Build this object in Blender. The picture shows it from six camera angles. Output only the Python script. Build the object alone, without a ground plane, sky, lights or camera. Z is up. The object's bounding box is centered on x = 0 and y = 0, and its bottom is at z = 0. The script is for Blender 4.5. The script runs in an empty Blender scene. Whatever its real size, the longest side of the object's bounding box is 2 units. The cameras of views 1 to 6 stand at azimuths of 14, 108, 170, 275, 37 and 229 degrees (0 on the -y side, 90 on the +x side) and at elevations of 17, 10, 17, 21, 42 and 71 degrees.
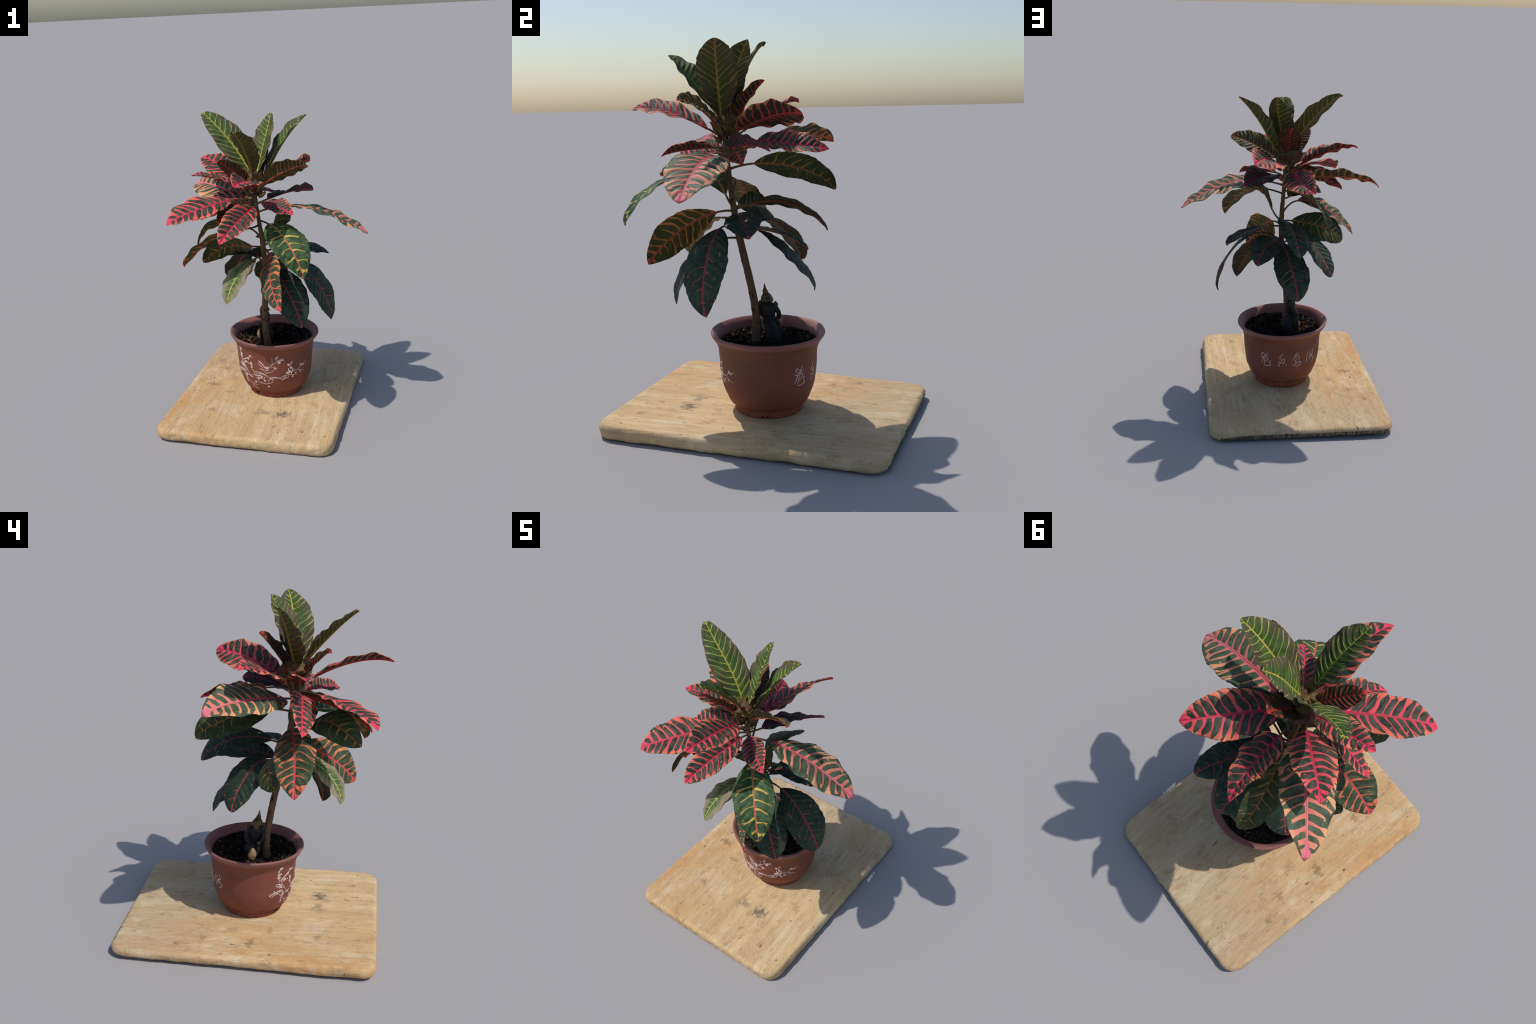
"""A red-veined croton in a painted terracotta pot, with a small figurine stuck in
the soil, standing on a worn wooden board.  Everything is built procedurally."""
import bpy, bmesh, math, random
import numpy as np
from math import comb, radians, sin, cos, pi, tau
from mathutils import Vector, noise

random.seed(7)
rng = np.random.default_rng(7)

# ------------------------------------------------------------------ helpers
def link(obj, parent=None):
    bpy.context.scene.collection.objects.link(obj)
    if parent is not None:
        obj.parent = parent
    return obj

def mesh_object(name, verts, faces, parent=None, mats=(), smooth=True, face_mat=None):
    me = bpy.data.meshes.new(name)
    me.from_pydata([tuple(map(float, v)) for v in verts], [], [tuple(f) for f in faces])
    for m in mats:
        me.materials.append(m)
    if face_mat is not None:
        me.polygons.foreach_set("material_index", np.asarray(face_mat, np.int32))
    if smooth:
        me.polygons.foreach_set("use_smooth", np.ones(len(me.polygons), bool))
    me.update()
    return link(bpy.data.objects.new(name, me), parent)

def grid_faces(nu, nv, off=0, wrap=False, flip=False):
    fs = []
    for i in range(nu - 1):
        for j in range(nv if wrap else nv - 1):
            k = (j + 1) % nv
            q = (off + i * nv + j, off + i * nv + k, off + (i + 1) * nv + k, off + (i + 1) * nv + j)
            fs.append(q[::-1] if flip else q)
    return fs

def sstep(a, b, x):
    t = np.clip((np.asarray(x, float) - a) / (b - a), 0, 1)
    return t * t * (3 - 2 * t)

def tube(points, radii, sides=10, squash=None):
    """vertices and faces of a closed tube along points"""
    P = np.asarray(points, float)
    T = np.gradient(P, axis=0)
    T /= np.linalg.norm(T, axis=1)[:, None] + 1e-12
    ref = np.array([0.31, 0.87, 0.12]) if abs(T[0][2]) > 0.6 else np.array([0.0, 0.0, 1.0])
    V, n0 = [], ref
    for p, t, r in zip(P, T, radii):
        n = n0 - t * (n0 @ t)
        n /= np.linalg.norm(n) + 1e-12
        n0 = n
        b = np.cross(t, n)
        for k in range(sides):
            a = tau * k / sides
            V.append(p + r * (cos(a) * n + sin(a) * b))
    F = grid_faces(len(P), sides, wrap=True)
    F.append(tuple(range(sides))[::-1])
    F.append(tuple(range((len(P) - 1) * sides, len(P) * sides)))
    return np.array(V), F

def catmull(points, per=8):
    P = [np.asarray(p, float) for p in points]
    P = [2 * P[0] - P[1]] + P + [2 * P[-1] - P[-2]]
    out = []
    for i in range(1, len(P) - 2):
        for k in range(per):
            t = k / per
            a, b, c, d = P[i - 1], P[i], P[i + 1], P[i + 2]
            out.append(0.5 * ((2 * b) + (c - a) * t + (2 * a - 5 * b + 4 * c - d) * t * t + (-a + 3 * b - 3 * c + d) * t ** 3))
    out.append(P[-2])
    return np.array(out)

# ------------------------------------------------------------------ shader helper
class Tree:
    def __init__(self, name):
        self.mat = bpy.data.materials.new(name)
        self.mat.use_nodes = True
        self.nt = self.mat.node_tree
        self.bsdf = self.nt.nodes["Principled BSDF"]

    def new(self, kind, **props):
        n = self.nt.nodes.new(kind)
        for k, v in props.items():
            setattr(n, k, v)
        return n

    def put(self, sock, v):
        if isinstance(v, bpy.types.NodeSocket):
            self.nt.links.new(v, sock)
        elif v is not None:
            if hasattr(sock.default_value, "__len__") and not hasattr(v, "__len__"):
                v = (v,) * len(sock.default_value)
            if hasattr(sock.default_value, "__len__") and len(v) == 3 and len(sock.default_value) == 4:
                v = (*v, 1.0)
            sock.default_value = v

    def math(self, op, a, b=None, c=None, clamp=False):
        n = self.new("ShaderNodeMath", operation=op, use_clamp=clamp)
        for i, v in enumerate((a, b, c)):
            if v is not None:
                self.put(n.inputs[i], v)
        return n.outputs[0]

    def add(self, a, b): return self.math("ADD", a, b)
    def sub(self, a, b): return self.math("SUBTRACT", a, b)
    def mul(self, a, b): return self.math("MULTIPLY", a, b)
    def mx(self, a, b): return self.math("MAXIMUM", a, b)
    def absv(self, a): return self.math("ABSOLUTE", a)

    def step(self, x, e0, e1, lo=0.0, hi=1.0):
        n = self.new("ShaderNodeMapRange", interpolation_type="SMOOTHSTEP")
        self.put(n.inputs[0], x)
        for i, v in zip((1, 2, 3, 4), (e0, e1, lo, hi)):
            self.put(n.inputs[i], v)
        return n.outputs[0]

    def mix(self, f, a, b, blend="MIX"):
        n = self.new("ShaderNodeMix", data_type="RGBA", blend_type=blend)
        self.put(n.inputs["Factor"], f)
        self.put(n.inputs[6], a)
        self.put(n.inputs[7], b)
        return n.outputs[2]

    def vec(self, x, y, z):
        n = self.new("ShaderNodeCombineXYZ")
        for i, v in enumerate((x, y, z)):
            self.put(n.inputs[i], v)
        return n.outputs[0]

    def noise(self, vec, scale=5.0, detail=3.0, rough=0.55, distort=0.0):
        n = self.new("ShaderNodeTexNoise")
        self.put(n.inputs["Vector"], vec)
        n.inputs["Scale"].default_value = scale
        n.inputs["Detail"].default_value = detail
        n.inputs["Roughness"].default_value = rough
        n.inputs["Distortion"].default_value = distort
        return n.outputs[0]

    def white(self, vec):
        n = self.new("ShaderNodeTexWhiteNoise", noise_dimensions="3D")
        self.put(n.inputs["Vector"], vec)
        return n.outputs[0]

    def voronoi(self, vec, scale, feature="F1", out=0):
        n = self.new("ShaderNodeTexVoronoi", feature=feature)
        self.put(n.inputs["Vector"], vec)
        n.inputs["Scale"].default_value = scale
        return n.outputs[out]

    def mapping(self, vec, scale=(1, 1, 1), loc=(0, 0, 0), rot=(0, 0, 0)):
        n = self.new("ShaderNodeMapping")
        self.put(n.inputs[0], vec)
        n.inputs["Scale"].default_value = scale
        n.inputs["Location"].default_value = loc
        n.inputs["Rotation"].default_value = rot
        return n.outputs[0]

    def coord(self, which="Object"):
        return self.new("ShaderNodeTexCoord").outputs[which]

    def rand(self):
        return self.new("ShaderNodeObjectInfo").outputs["Random"]

    def attr(self, name):
        return self.new("ShaderNodeAttribute", attribute_name=name).outputs["Fac"]

    def finish(self, colour, rough=0.6, spec=0.3, bump=None, strength=0.3, dist=0.004, translucent=None):
        self.put(self.bsdf.inputs["Base Color"], colour)
        self.put(self.bsdf.inputs["Roughness"], rough)
        self.bsdf.inputs["Specular IOR Level"].default_value = spec
        if bump is not None:
            b = self.new("ShaderNodeBump")
            b.inputs["Strength"].default_value = strength
            b.inputs["Distance"].default_value = dist
            self.put(b.inputs["Height"], bump)
            self.nt.links.new(b.outputs[0], self.bsdf.inputs["Normal"])
        if translucent:
            tr = self.new("ShaderNodeBsdfTranslucent")
            self.put(tr.inputs["Color"], colour)
            m = self.new("ShaderNodeMixShader")
            m.inputs[0].default_value = translucent
            out = self.nt.nodes["Material Output"]
            self.nt.links.new(self.bsdf.outputs[0], m.inputs[1])
            self.nt.links.new(tr.outputs[0], m.inputs[2])
            self.nt.links.new(m.outputs[0], out.inputs["Surface"])
        return self.mat

def srgb(r, g, b):
    f = lambda c: (c / 255) / 12.92 if c / 255 <= 0.04045 else ((c / 255 + 0.055) / 1.055) ** 2.4
    return (f(r), f(g), f(b))

# ------------------------------------------------------------------ leaf materials
def leaf_material(name, green, green2, rib_base, rib_tip, vein_in, vein_out, rib_width=0.05, vein_width=0.16,
                  veins=11.0, reach=1.0, reach_random=0.5, tip_flush=0.0, margin_flush=0.0, spots=0.3, scorch=0.0,
                  forward=0.14, edge_tint=None, edge_amount=0.0, vein_random=1.0, rough=0.58, fork=0.9, margin_colour=None, margin_amount=0.0):
    t = Tree(name)
    al, ac, mg, R = t.attr("along"), t.attr("across"), t.attr("margin"), t.rand()
    side = t.math("SIGN", ac)
    aa = t.absv(ac)
    seed = t.mul(R, 57.0)
    flat = t.vec(t.mul(al, 5.0), t.mul(ac, 1.2), seed)
    half = t.vec(t.mul(al, 5.0), t.mul(ac, 1.2), t.add(seed, t.mul(side, 3.7)))
    warp = t.sub(t.noise(half, 0.8, 1.0), 0.5)
    fine = t.sub(t.noise(flat, 5.5, 2.0), 0.5)
    # side veins: leave the midrib and sweep forward to the margin
    ph = t.sub(al, t.add(t.mul(aa, forward * 0.6), t.mul(t.mul(aa, aa), forward * 0.4)))
    ph = t.add(t.mul(ph, veins), t.add(t.mul(side, 0.23), t.mul(R, 13.0)))
    ph = t.add(ph, t.add(t.mul(warp, 1.3), t.mul(t.mul(fine, aa), 0.14)))
    cell = t.math("ROUND", ph)
    cr = t.white(t.vec(cell, t.mul(side, 3.1), seed))
    cr2 = t.white(t.vec(t.add(cell, 40.0), t.mul(side, 5.7), seed))
    cr3 = t.white(t.vec(t.add(cell, 90.0), t.mul(side, 7.7), seed))
    # many veins fork before they reach the margin
    split = t.mul(t.math("MAXIMUM", t.sub(mg, t.add(0.45, t.mul(cr3, 0.3))), 0.0), t.mul(t.step(cr2, 0.30, 0.34), fork))
    dplain = t.mul(t.absv(t.sub(ph, cell)), 2.0)
    d = t.absv(t.sub(dplain, split))
    width = t.mul(t.add(1.0 - 0.5 * vein_random, t.mul(cr, vein_random)), vein_width)
    flare = t.math("POWER", t.sub(1.0, t.math("MINIMUM", aa, 1.0)), 6.0)
    width = t.add(width, t.mul(flare, vein_width * 1.2))
    width = t.add(width, t.mul(t.step(t.add(mg, t.mul(fine, 0.3)), 0.70, 1.02), t.mul(t.add(0.4, t.mul(cr3, 1.2)), margin_flush)))
    width = t.add(width, t.mul(t.step(al, 0.76, 1.0), tip_flush))
    dd = t.add(d, t.mul(fine, 0.17))
    vein = t.step(dd, t.add(width, 0.06), t.sub(width, 0.06))
    lim = t.add(reach - reach_random, t.mul(cr2, 2 * reach_random))
    vein = t.mul(vein, t.step(t.add(mg, t.mul(fine, 0.4)), t.add(lim, 0.10), t.sub(lim, 0.06)))
    # broken islands of colour along the margin
    isl = t.noise(t.vec(t.mul(al, 24.0), t.mul(ac, 6.0), seed), 1.0, 1.5)
    isle = t.mul(t.step(isl, 0.655, 0.70), t.mul(t.step(mg, 0.25, 0.7), spots))
    # midrib
    rw = t.mul(t.sub(1.12, t.mul(al, 0.65)), rib_width)
    rw = t.add(rw, t.mul(t.step(al, 0.86, 1.0), tip_flush * 0.4))
    rib = t.step(t.add(aa, t.mul(fine, 0.03)), t.add(rw, 0.018), t.sub(rw, 0.012))
    mark = t.mx(t.mx(vein, isle), rib)
    tone = t.math("ADD", t.mul(aa, 1.15), t.mul(warp, 0.7), clamp=True)
    vcol = t.mix(tone, vein_in, vein_out)
    if margin_colour:
        vcol = t.mix(t.mul(t.step(t.add(mg, t.mul(warp, 1.2)), 0.6, 1.1), margin_amount), vcol, margin_colour)
    rcol = t.mix(t.step(t.add(al, t.mul(warp, 0.3)), 0.25, 0.8), rib_base, rib_tip)
    rcol = t.mix(t.mul(t.step(aa, 0.016, 0.006), 0.45), rcol, t.mix(0.5, rib_base, green))
    mcol = t.mix(rib, vcol, rcol)
    mcol = t.mix(t.mul(t.noise(flat, 14.0, 2.0), 0.4), mcol, (0.86, 0.72, 0.68), "MULTIPLY")
    g = t.mix(t.step(t.noise(flat, 2.2, 3.0), 0.36, 0.66), green, green2)
    g = t.mix(t.mul(t.step(dplain, 0.75, 0.1), 0.25), g, green)
    g = t.mix(t.mul(t.step(t.noise(flat, 3.4, 2.0), 0.60, 0.72), 0.35), g, t.mix(0.72, vein_in, green))
    if edge_tint:
        g = t.mix(t.mul(t.step(t.add(mg, t.mul(warp, 1.3)), 0.2, 0.85), edge_amount), g, edge_tint)
    col = t.mix(mark, g, mcol)
    if scorch:
        sc = t.step(t.noise(t.vec(t.mul(al, 13.0), t.mul(ac, 3.6), t.add(seed, 9.0)), 1.0, 2.0), 0.68, 0.71)
        sc = t.mx(t.mul(sc, scorch), t.mul(t.step(t.add(al, t.mul(warp, 0.05)), 0.96, 0.985), scorch - 0.2))
        col = t.mix(sc, col, srgb(136, 74, 50))
    relief = t.add(t.mul(t.step(dplain, 0.0, 0.5), 0.5), t.mul(t.noise(flat, 22.0, 3.0), 0.45))
    return t.finish(col, rough, 0.22, relief, 0.4, 0.004)

PINK, CORAL, PEACH, ROSE = srgb(216, 68, 94), srgb(222, 100, 90), srgb(228, 158, 118), srgb(208, 92, 112)
AMBER = srgb(230, 162, 100)
INK, INK2 = srgb(48, 52, 44), srgb(78, 81, 69)
STYLES = {
    "young": dict(green=srgb(54, 80, 34), green2=srgb(80, 98, 54), rib_base=srgb(184, 190, 84), rib_tip=srgb(208, 170, 96), vein_in=srgb(160, 176, 66),
                  vein_out=srgb(164, 152, 88), rib_width=0.05, vein_width=0.085, veins=12.5, reach=0.95, reach_random=0.25, spots=0.0, forward=0.17,
                  edge_tint=srgb(80, 72, 54), edge_amount=0.85, fork=0.5),
    "pink": dict(green=INK, green2=INK2, rib_base=srgb(190, 54, 82), rib_tip=PINK, vein_in=PINK, vein_out=CORAL, rib_width=0.066, vein_width=0.20,
                 veins=10.5, reach=1.08, reach_random=0.3, tip_flush=0.36, margin_flush=0.28, spots=0.85, scorch=0.3, margin_colour=AMBER, margin_amount=0.38, vein_random=1.25),
    "wine": dict(green=srgb(44, 50, 48), green2=srgb(56, 62, 58), rib_base=srgb(140, 36, 70), rib_tip=srgb(160, 46, 76), vein_in=srgb(140, 38, 70),
                 vein_out=srgb(150, 56, 72), rib_width=0.06, vein_width=0.15, veins=11.0, reach=0.85, reach_random=0.3, tip_flush=0.3, spots=0.2),
    "peach": dict(green=srgb(58, 74, 54), green2=srgb(82, 98, 74), rib_base=ROSE, rib_tip=srgb(222, 124, 136), vein_in=srgb(214, 118, 110), vein_out=PEACH,
                  rib_width=0.072, vein_width=0.23, vein_random=1.2, veins=11.5, reach=0.98, reach_random=0.3, tip_flush=0.5, margin_flush=0.25, spots=0.85, scorch=0.8,
                  margin_colour=srgb(226, 180, 128), margin_amount=0.6),
    "coral": dict(green=srgb(54, 66, 46), green2=srgb(76, 88, 64), rib_base=srgb(184, 68, 72), rib_tip=srgb(216, 88, 92), vein_in=srgb(210, 102, 80), vein_out=srgb(218, 134, 88),
                  rib_width=0.06, vein_width=0.15, veins=10.0, reach=0.95, reach_random=0.45, tip_flush=0.3, margin_flush=0.10, spots=0.75),
    "yellow": dict(green=srgb(48, 70, 42), green2=srgb(72, 98, 64), rib_base=srgb(176, 152, 100), rib_tip=srgb(212, 76, 82), vein_in=srgb(206, 186, 86), vein_out=srgb(206, 150, 84),
                   rib_width=0.05, vein_width=0.10, veins=8.0, reach=0.62, reach_random=0.22, spots=0.6, forward=0.12, fork=0.6),
    "lime": dict(green=srgb(72, 94, 50), green2=srgb(104, 114, 76), rib_base=srgb(178, 168, 112), rib_tip=srgb(228, 192, 126), vein_in=srgb(128, 150, 72), vein_out=srgb(128, 136, 84),
                 rib_width=0.05, vein_width=0.12, veins=11.0, reach=0.85, reach_random=0.2, spots=0.0, edge_tint=srgb(150, 134, 112), edge_amount=0.9, fork=0.3),
    "olive": dict(green=srgb(52, 62, 38), green2=srgb(64, 74, 46), rib_base=srgb(156, 118, 66), rib_tip=srgb(174, 78, 56), vein_in=srgb(174, 134, 62), vein_out=srgb(160, 122, 60),
                  rib_width=0.042, vein_width=0.085, veins=9.0, reach=0.5, reach_random=0.45, spots=0.5),
    "dark": dict(green=srgb(42, 54, 44), green2=srgb(58, 74, 58), rib_base=srgb(148, 64, 78), rib_tip=srgb(200, 64, 88), vein_in=srgb(160, 92, 74), vein_out=srgb(184, 108, 82),
                 rib_width=0.045, vein_width=0.055, veins=9.0, reach=0.28, reach_random=0.4, spots=0.8, tip_flush=0.05, fork=0.3),
    "ember": dict(green=srgb(54, 48, 38), green2=srgb(62, 58, 42), rib_base=srgb(150, 44, 40), rib_tip=srgb(196, 60, 48), vein_in=srgb(178, 62, 48), vein_out=srgb(170, 78, 52),
                  rib_width=0.06, vein_width=0.15, veins=11.0, reach=0.95, reach_random=0.3, spots=0.2, tip_flush=0.2),
    "bronze": dict(green=srgb(62, 62, 42), green2=srgb(74, 74, 52), rib_base=srgb(176, 84, 58), rib_tip=srgb(208, 86, 70), vein_in=srgb(186, 130, 72), vein_out=srgb(176, 124, 72),
                   rib_width=0.05, vein_width=0.10, veins=12.0, reach=0.95, reach_random=0.25, spots=0.2, tip_flush=0.15),
}
# how the underside of each style differs: duller green, rustier veins
UNDER = {
    "young": dict(green=srgb(62, 74, 30), green2=srgb(74, 74, 40), rib_base=srgb(164, 150, 62), rib_tip=srgb(170, 116, 62), vein_in=srgb(150, 142, 56), vein_out=srgb(148, 128, 58)),
    "pink": dict(green=srgb(52, 46, 40), green2=srgb(60, 58, 48), rib_base=srgb(170, 74, 70), rib_tip=srgb(196, 62, 62), vein_in=srgb(178, 60, 66), vein_out=srgb(190, 84, 66)),
    "peach": dict(green=srgb(58, 62, 40), green2=srgb(66, 70, 46), rib_base=srgb(182, 100, 66), rib_tip=srgb(196, 90, 72), vein_in=srgb(182, 106, 66), vein_out=srgb(186, 120, 74)),
    "coral": dict(green=srgb(64, 72, 36), green2=srgb(76, 78, 42), rib_base=srgb(176, 96, 64), rib_tip=srgb(196, 74, 62), vein_in=srgb(194, 116, 66), vein_out=srgb(190, 128, 68)),
    "yellow": dict(green=srgb(68, 72, 36), green2=srgb(78, 78, 42), rib_base=srgb(176, 128, 66), rib_tip=srgb(186, 78, 56), vein_in=srgb(176, 142, 62), vein_out=srgb(168, 130, 62)),
    "dark": dict(green=srgb(52, 54, 40), green2=srgb(60, 60, 44), rib_base=srgb(150, 96, 64), rib_tip=srgb(176, 64, 60)),
}
LEAF_MATS = {}
def leaf_mats(style):
    if style not in LEAF_MATS:
        top = STYLES[style]
        LEAF_MATS[style] = (leaf_material("leaf_%s_upper" % style, **top),
                            leaf_material("leaf_%s_lower" % style, **{**top, **UNDER.get(style, {}), "scorch": 0.0, "tip_flush": top.get("tip_flush", 0) * 0.6}))
    return LEAF_MATS[style]

def petiole_material():
    t = Tree("petiole_skin")
    R = t.rand()
    n = t.noise(t.coord(), 22.0, 3.0)
    c = t.mix(n, srgb(92, 92, 48), srgb(104, 66, 52))
    c = t.mix(t.step(R, 0.3, 0.9), c, srgb(80, 62, 50))
    return t.finish(c, 0.6, 0.25)
PETIOLE_MAT = petiole_material()

# ------------------------------------------------------------------ stem line
STEM_LINE = [(-.037, -.069, .42), (-.049, -.067, .5), (-.05, -.074, .6), (-.043, -.088, .7), (-.032, -.105, .8), (-.023, -.125, .9), (-.017, -.144, 1.0),
             (-.017, -.162, 1.1), (-.021, -.179, 1.2), (-.03, -.193, 1.3), (-.039, -.206, 1.4), (-.044, -.218, 1.5), (-.041, -.228, 1.58), (-.036, -.234, 1.62)]
_S = np.array(STEM_LINE)
def stem_at(z):
    return np.array([np.interp(z, _S[:, 2], _S[:, 0]), np.interp(z, _S[:, 2], _S[:, 1]), z])

# ------------------------------------------------------------------ leaves
PLANT = None
LEAF_COUNT = 0

def bezier(P, t):
    n = len(P) - 1
    return sum(comb(n, i) * ((1 - t) ** (n - i) * t ** i)[:, None] * P[i] for i in range(n + 1))

def width_profile(s, p, q):
    s = np.clip(s, 1e-6, 1 - 1e-6)
    m = p / (p + q)
    return s ** p * (1 - s) ** q / (m ** p * (1 - m) ** q)

def spine_frames(C):
    """tangent, upper-face normal and side vector along a leaf spine (minimal twist)"""
    T = np.gradient(C, axis=0)
    T /= np.linalg.norm(T, axis=1)[:, None]
    o = (C[-1] - C[0]) * [1, 1, 0]
    o /= np.linalg.norm(o) + 1e-9
    m = len(C) // 2
    t = T[m]
    n = -o * t[2] + np.array([0, 0, 1.0]) * (t @ o)
    n -= t * (n @ t)
    N = np.zeros_like(C)
    N[m] = n / np.linalg.norm(n)
    for i in list(range(m + 1, len(C))) + list(range(m - 1, -1, -1)):
        k = N[i - 1] if i > m else N[i + 1]
        k = k - T[i] * (k @ T[i])
        N[i] = k / np.linalg.norm(k)
    return T, N, np.cross(T, N)

NU, NV = 84, 33
def leaf(style, attach, spine, half_width, base_shape, tip_shape, roll, twist, fold, petiole, ruffle=1.0, hook=0.0):
    """one leaf: a petiole leaving the stem at height `attach`, and a blade hung on a bezier spine"""
    global LEAF_COUNT
    LEAF_COUNT += 1
    ruffle *= {"dark": 0.5, "olive": 0.55, "coral": 0.75, "yellow": 0.65, "young": 0.85}.get(style, 1.0)
    r = np.random.default_rng(100 + LEAF_COUNT)
    ctrl = np.vstack([stem_at(attach), np.array(spine)])
    fine = bezier(ctrl, np.linspace(0, 1, 400))
    dist = np.r_[0, np.cumsum(np.linalg.norm(np.diff(fine, axis=0), axis=1))]
    total = dist[-1]
    u = np.linspace(0, 1, 240)
    C = np.stack([np.interp(u * total, dist, fine[:, k]) for k in range(3)], 1)
    T, N, S = spine_frames(C)
    ro = roll + twist * (u - 0.6)
    c, s_ = np.cos(ro)[:, None], np.sin(ro)[:, None]
    N, S = N * c + S * s_, S * c - N * s_
    # resample along the blade
    s = np.linspace(0.0, 1.0, NU)
    s = np.clip(s, 0.002, 0.999)
    ub = petiole + (1 - petiole) * s
    I = lambda A: np.stack([np.interp(ub, u, A[:, k]) for k in range(3)], 1)
    Cb, Nb, Sb = I(C), I(N), I(S)
    Nb /= np.linalg.norm(Nb, axis=1)[:, None]
    Sb /= np.linalg.norm(Sb, axis=1)[:, None]
    L = total * (1 - petiole)
    v = np.linspace(-1, 1, NV)
    v = np.sign(v) * np.abs(v) ** 0.9
    W = half_width * width_profile(s, base_shape, tip_shape)
    o1, o2 = r.uniform(0, 50, 2)
    nz = lambda x, o, f: np.array([noise.noise(Vector((f * k, o, 3.3))) for k in x])
    # slightly jagged, unequal halves
    jag = {1: 1 + 0.05 * nz(s, o1, 6) + 0.05 * nz(s, o1 + 9, 26), -1: 1 + 0.05 * nz(s, o2, 6) + 0.05 * nz(s, o2 + 9, 26)}
    X = np.zeros((NU, NV, 3))
    al, ac, mg = np.zeros((NU, NV)), np.zeros((NU, NV)), np.zeros((NU, NV))
    ph = {1: r.uniform(0, tau), -1: r.uniform(0, tau)}
    waves = r.uniform(3.0, 4.6)
    veins = 12
    for j, vj in enumerate(v):
        sd = 1 if vj >= 0 else -1
        a = abs(vj)
        w = W * jag[sd] * a
        lift = w * sin(fold) + 0.10 * W * (a - a * a) * 2
        flat = w * cos(fold)
        wave = np.sin(waves * tau * s + ph[sd] + 1.2 * nz(s, o1 + sd * 5, 4))
        lift = lift + ruffle * 0.0072 * wave * a ** 2 * sstep(0.0, 0.25, s) * np.clip(W / 0.09, 0.4, 1.2)
        lift = lift + 0.0026 * np.cos(tau * (veins * (s - 0.16 * a) + 0.23 * sd)) * sstep(0.02, 0.2, a) * sstep(1.0, 0.8, a) * sstep(0, 0.15, s) * sstep(1, 0.9, s)
        lift = lift - 0.0038 * (1 - sstep(0.0, 0.12, a)) * sstep(0, 0.1, s)
        lift = lift - hook * sstep(0.86, 1.0, s) * 0.05
        X[:, j] = Cb + Sb * (sd * flat)[:, None] + Nb * lift[:, None]
        al[:, j], ac[:, j], mg[:, j] = s, sd * W * a / half_width, a
    thick = 0.0011 * (1 - 0.6 * np.abs(v)[None, :] ** 3) * np.ones((NU, 1))
    du = np.gradient(X, axis=0)
    dv = np.gradient(X, axis=1)
    nn = np.cross(du, dv)
    nn /= np.linalg.norm(nn, axis=2)[..., None] + 1e-12
    sgn = np.sign((nn * Nb[:, None, :]).sum())
    nn *= sgn
    V = np.vstack([(X + nn * thick[..., None]).reshape(-1, 3), (X - nn * thick[..., None]).reshape(-1, 3)])
    n = NU * NV
    Ft = grid_faces(NU, NV, 0, flip=sgn < 0)
    Fb = grid_faces(NU, NV, n, flip=sgn > 0)
    loop = [j for j in range(NV)] + [i * NV + NV - 1 for i in range(1, NU)] + [(NU - 1) * NV + j for j in range(NV - 2, -1, -1)] + [i * NV for i in range(NU - 2, 0, -1)]
    Fe = []
    for k in range(len(loop)):
        a, b = loop[k], loop[(k + 1) % len(loop)]
        Fe.append((b, a, a + n, b + n) if sgn > 0 else (a, b, b + n, a + n))
    ob = mesh_object("leaf", V, Ft + Fb + Fe, PLANT, leaf_mats(style), face_mat=[0] * len(Ft) + [1] * len(Fb) + [0] * len(Fe))
    for nm, arr in (("along", al), ("across", ac), ("margin", mg)):
        at = ob.data.attributes.new(nm, "FLOAT", "POINT")
        at.data.foreach_set("value", np.tile(arr.reshape(-1), 2).astype(np.float32))
    # petiole, running on as the raised midrib under the blade
    k = u <= petiole + 0.03
    pts = C[k]
    q = u[k] / (petiole + 0.03)
    rad = np.interp(q, [0, 0.06, 0.2, 0.8, 1], [0.011, 0.0085, 0.0062, 0.0055, 0.0035])
    pv, pf = tube(pts, rad, 10)
    mesh_object("petiole", pv, pf, ob, (PETIOLE_MAT,))
    k = (u >= petiole) & (u <= petiole + 0.86 * (1 - petiole))
    q = (u[k] - petiole) / (1 - petiole)
    pts = C[k] - N[k] * 0.0036
    rv, rf = tube(pts, np.interp(q, [0, 0.5, 0.86], [0.0045, 0.0030, 0.0012]), 8)
    mesh_object("midrib", rv, rf, ob, (rib_material(style),))
    return ob

RIB_MATS = {}
def rib_material(style):
    if style not in RIB_MATS:
        p = {**STYLES[style], **UNDER.get(style, {})}
        t = Tree("midrib_" + style)
        c = t.mix(t.noise(t.coord(), 14.0, 3.0), p["rib_base"], p["rib_tip"])
        RIB_MATS[style] = t.finish(t.mix(0.25, c, p["green"]), 0.6, 0.25)
    return RIB_MATS[style]

# ------------------------------------------------------------------ the thing: a potted plant
POT_X, POT_Y = -0.007, 0.008
PLANT = bpy.data.objects.new("potted_plant", None)
PLANT.empty_display_size = 0.1
link(PLANT)
PLANT["label"] = "red and green variegated croton in a painted terracotta pot"
PLANT["category"] = "potted plant"

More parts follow.
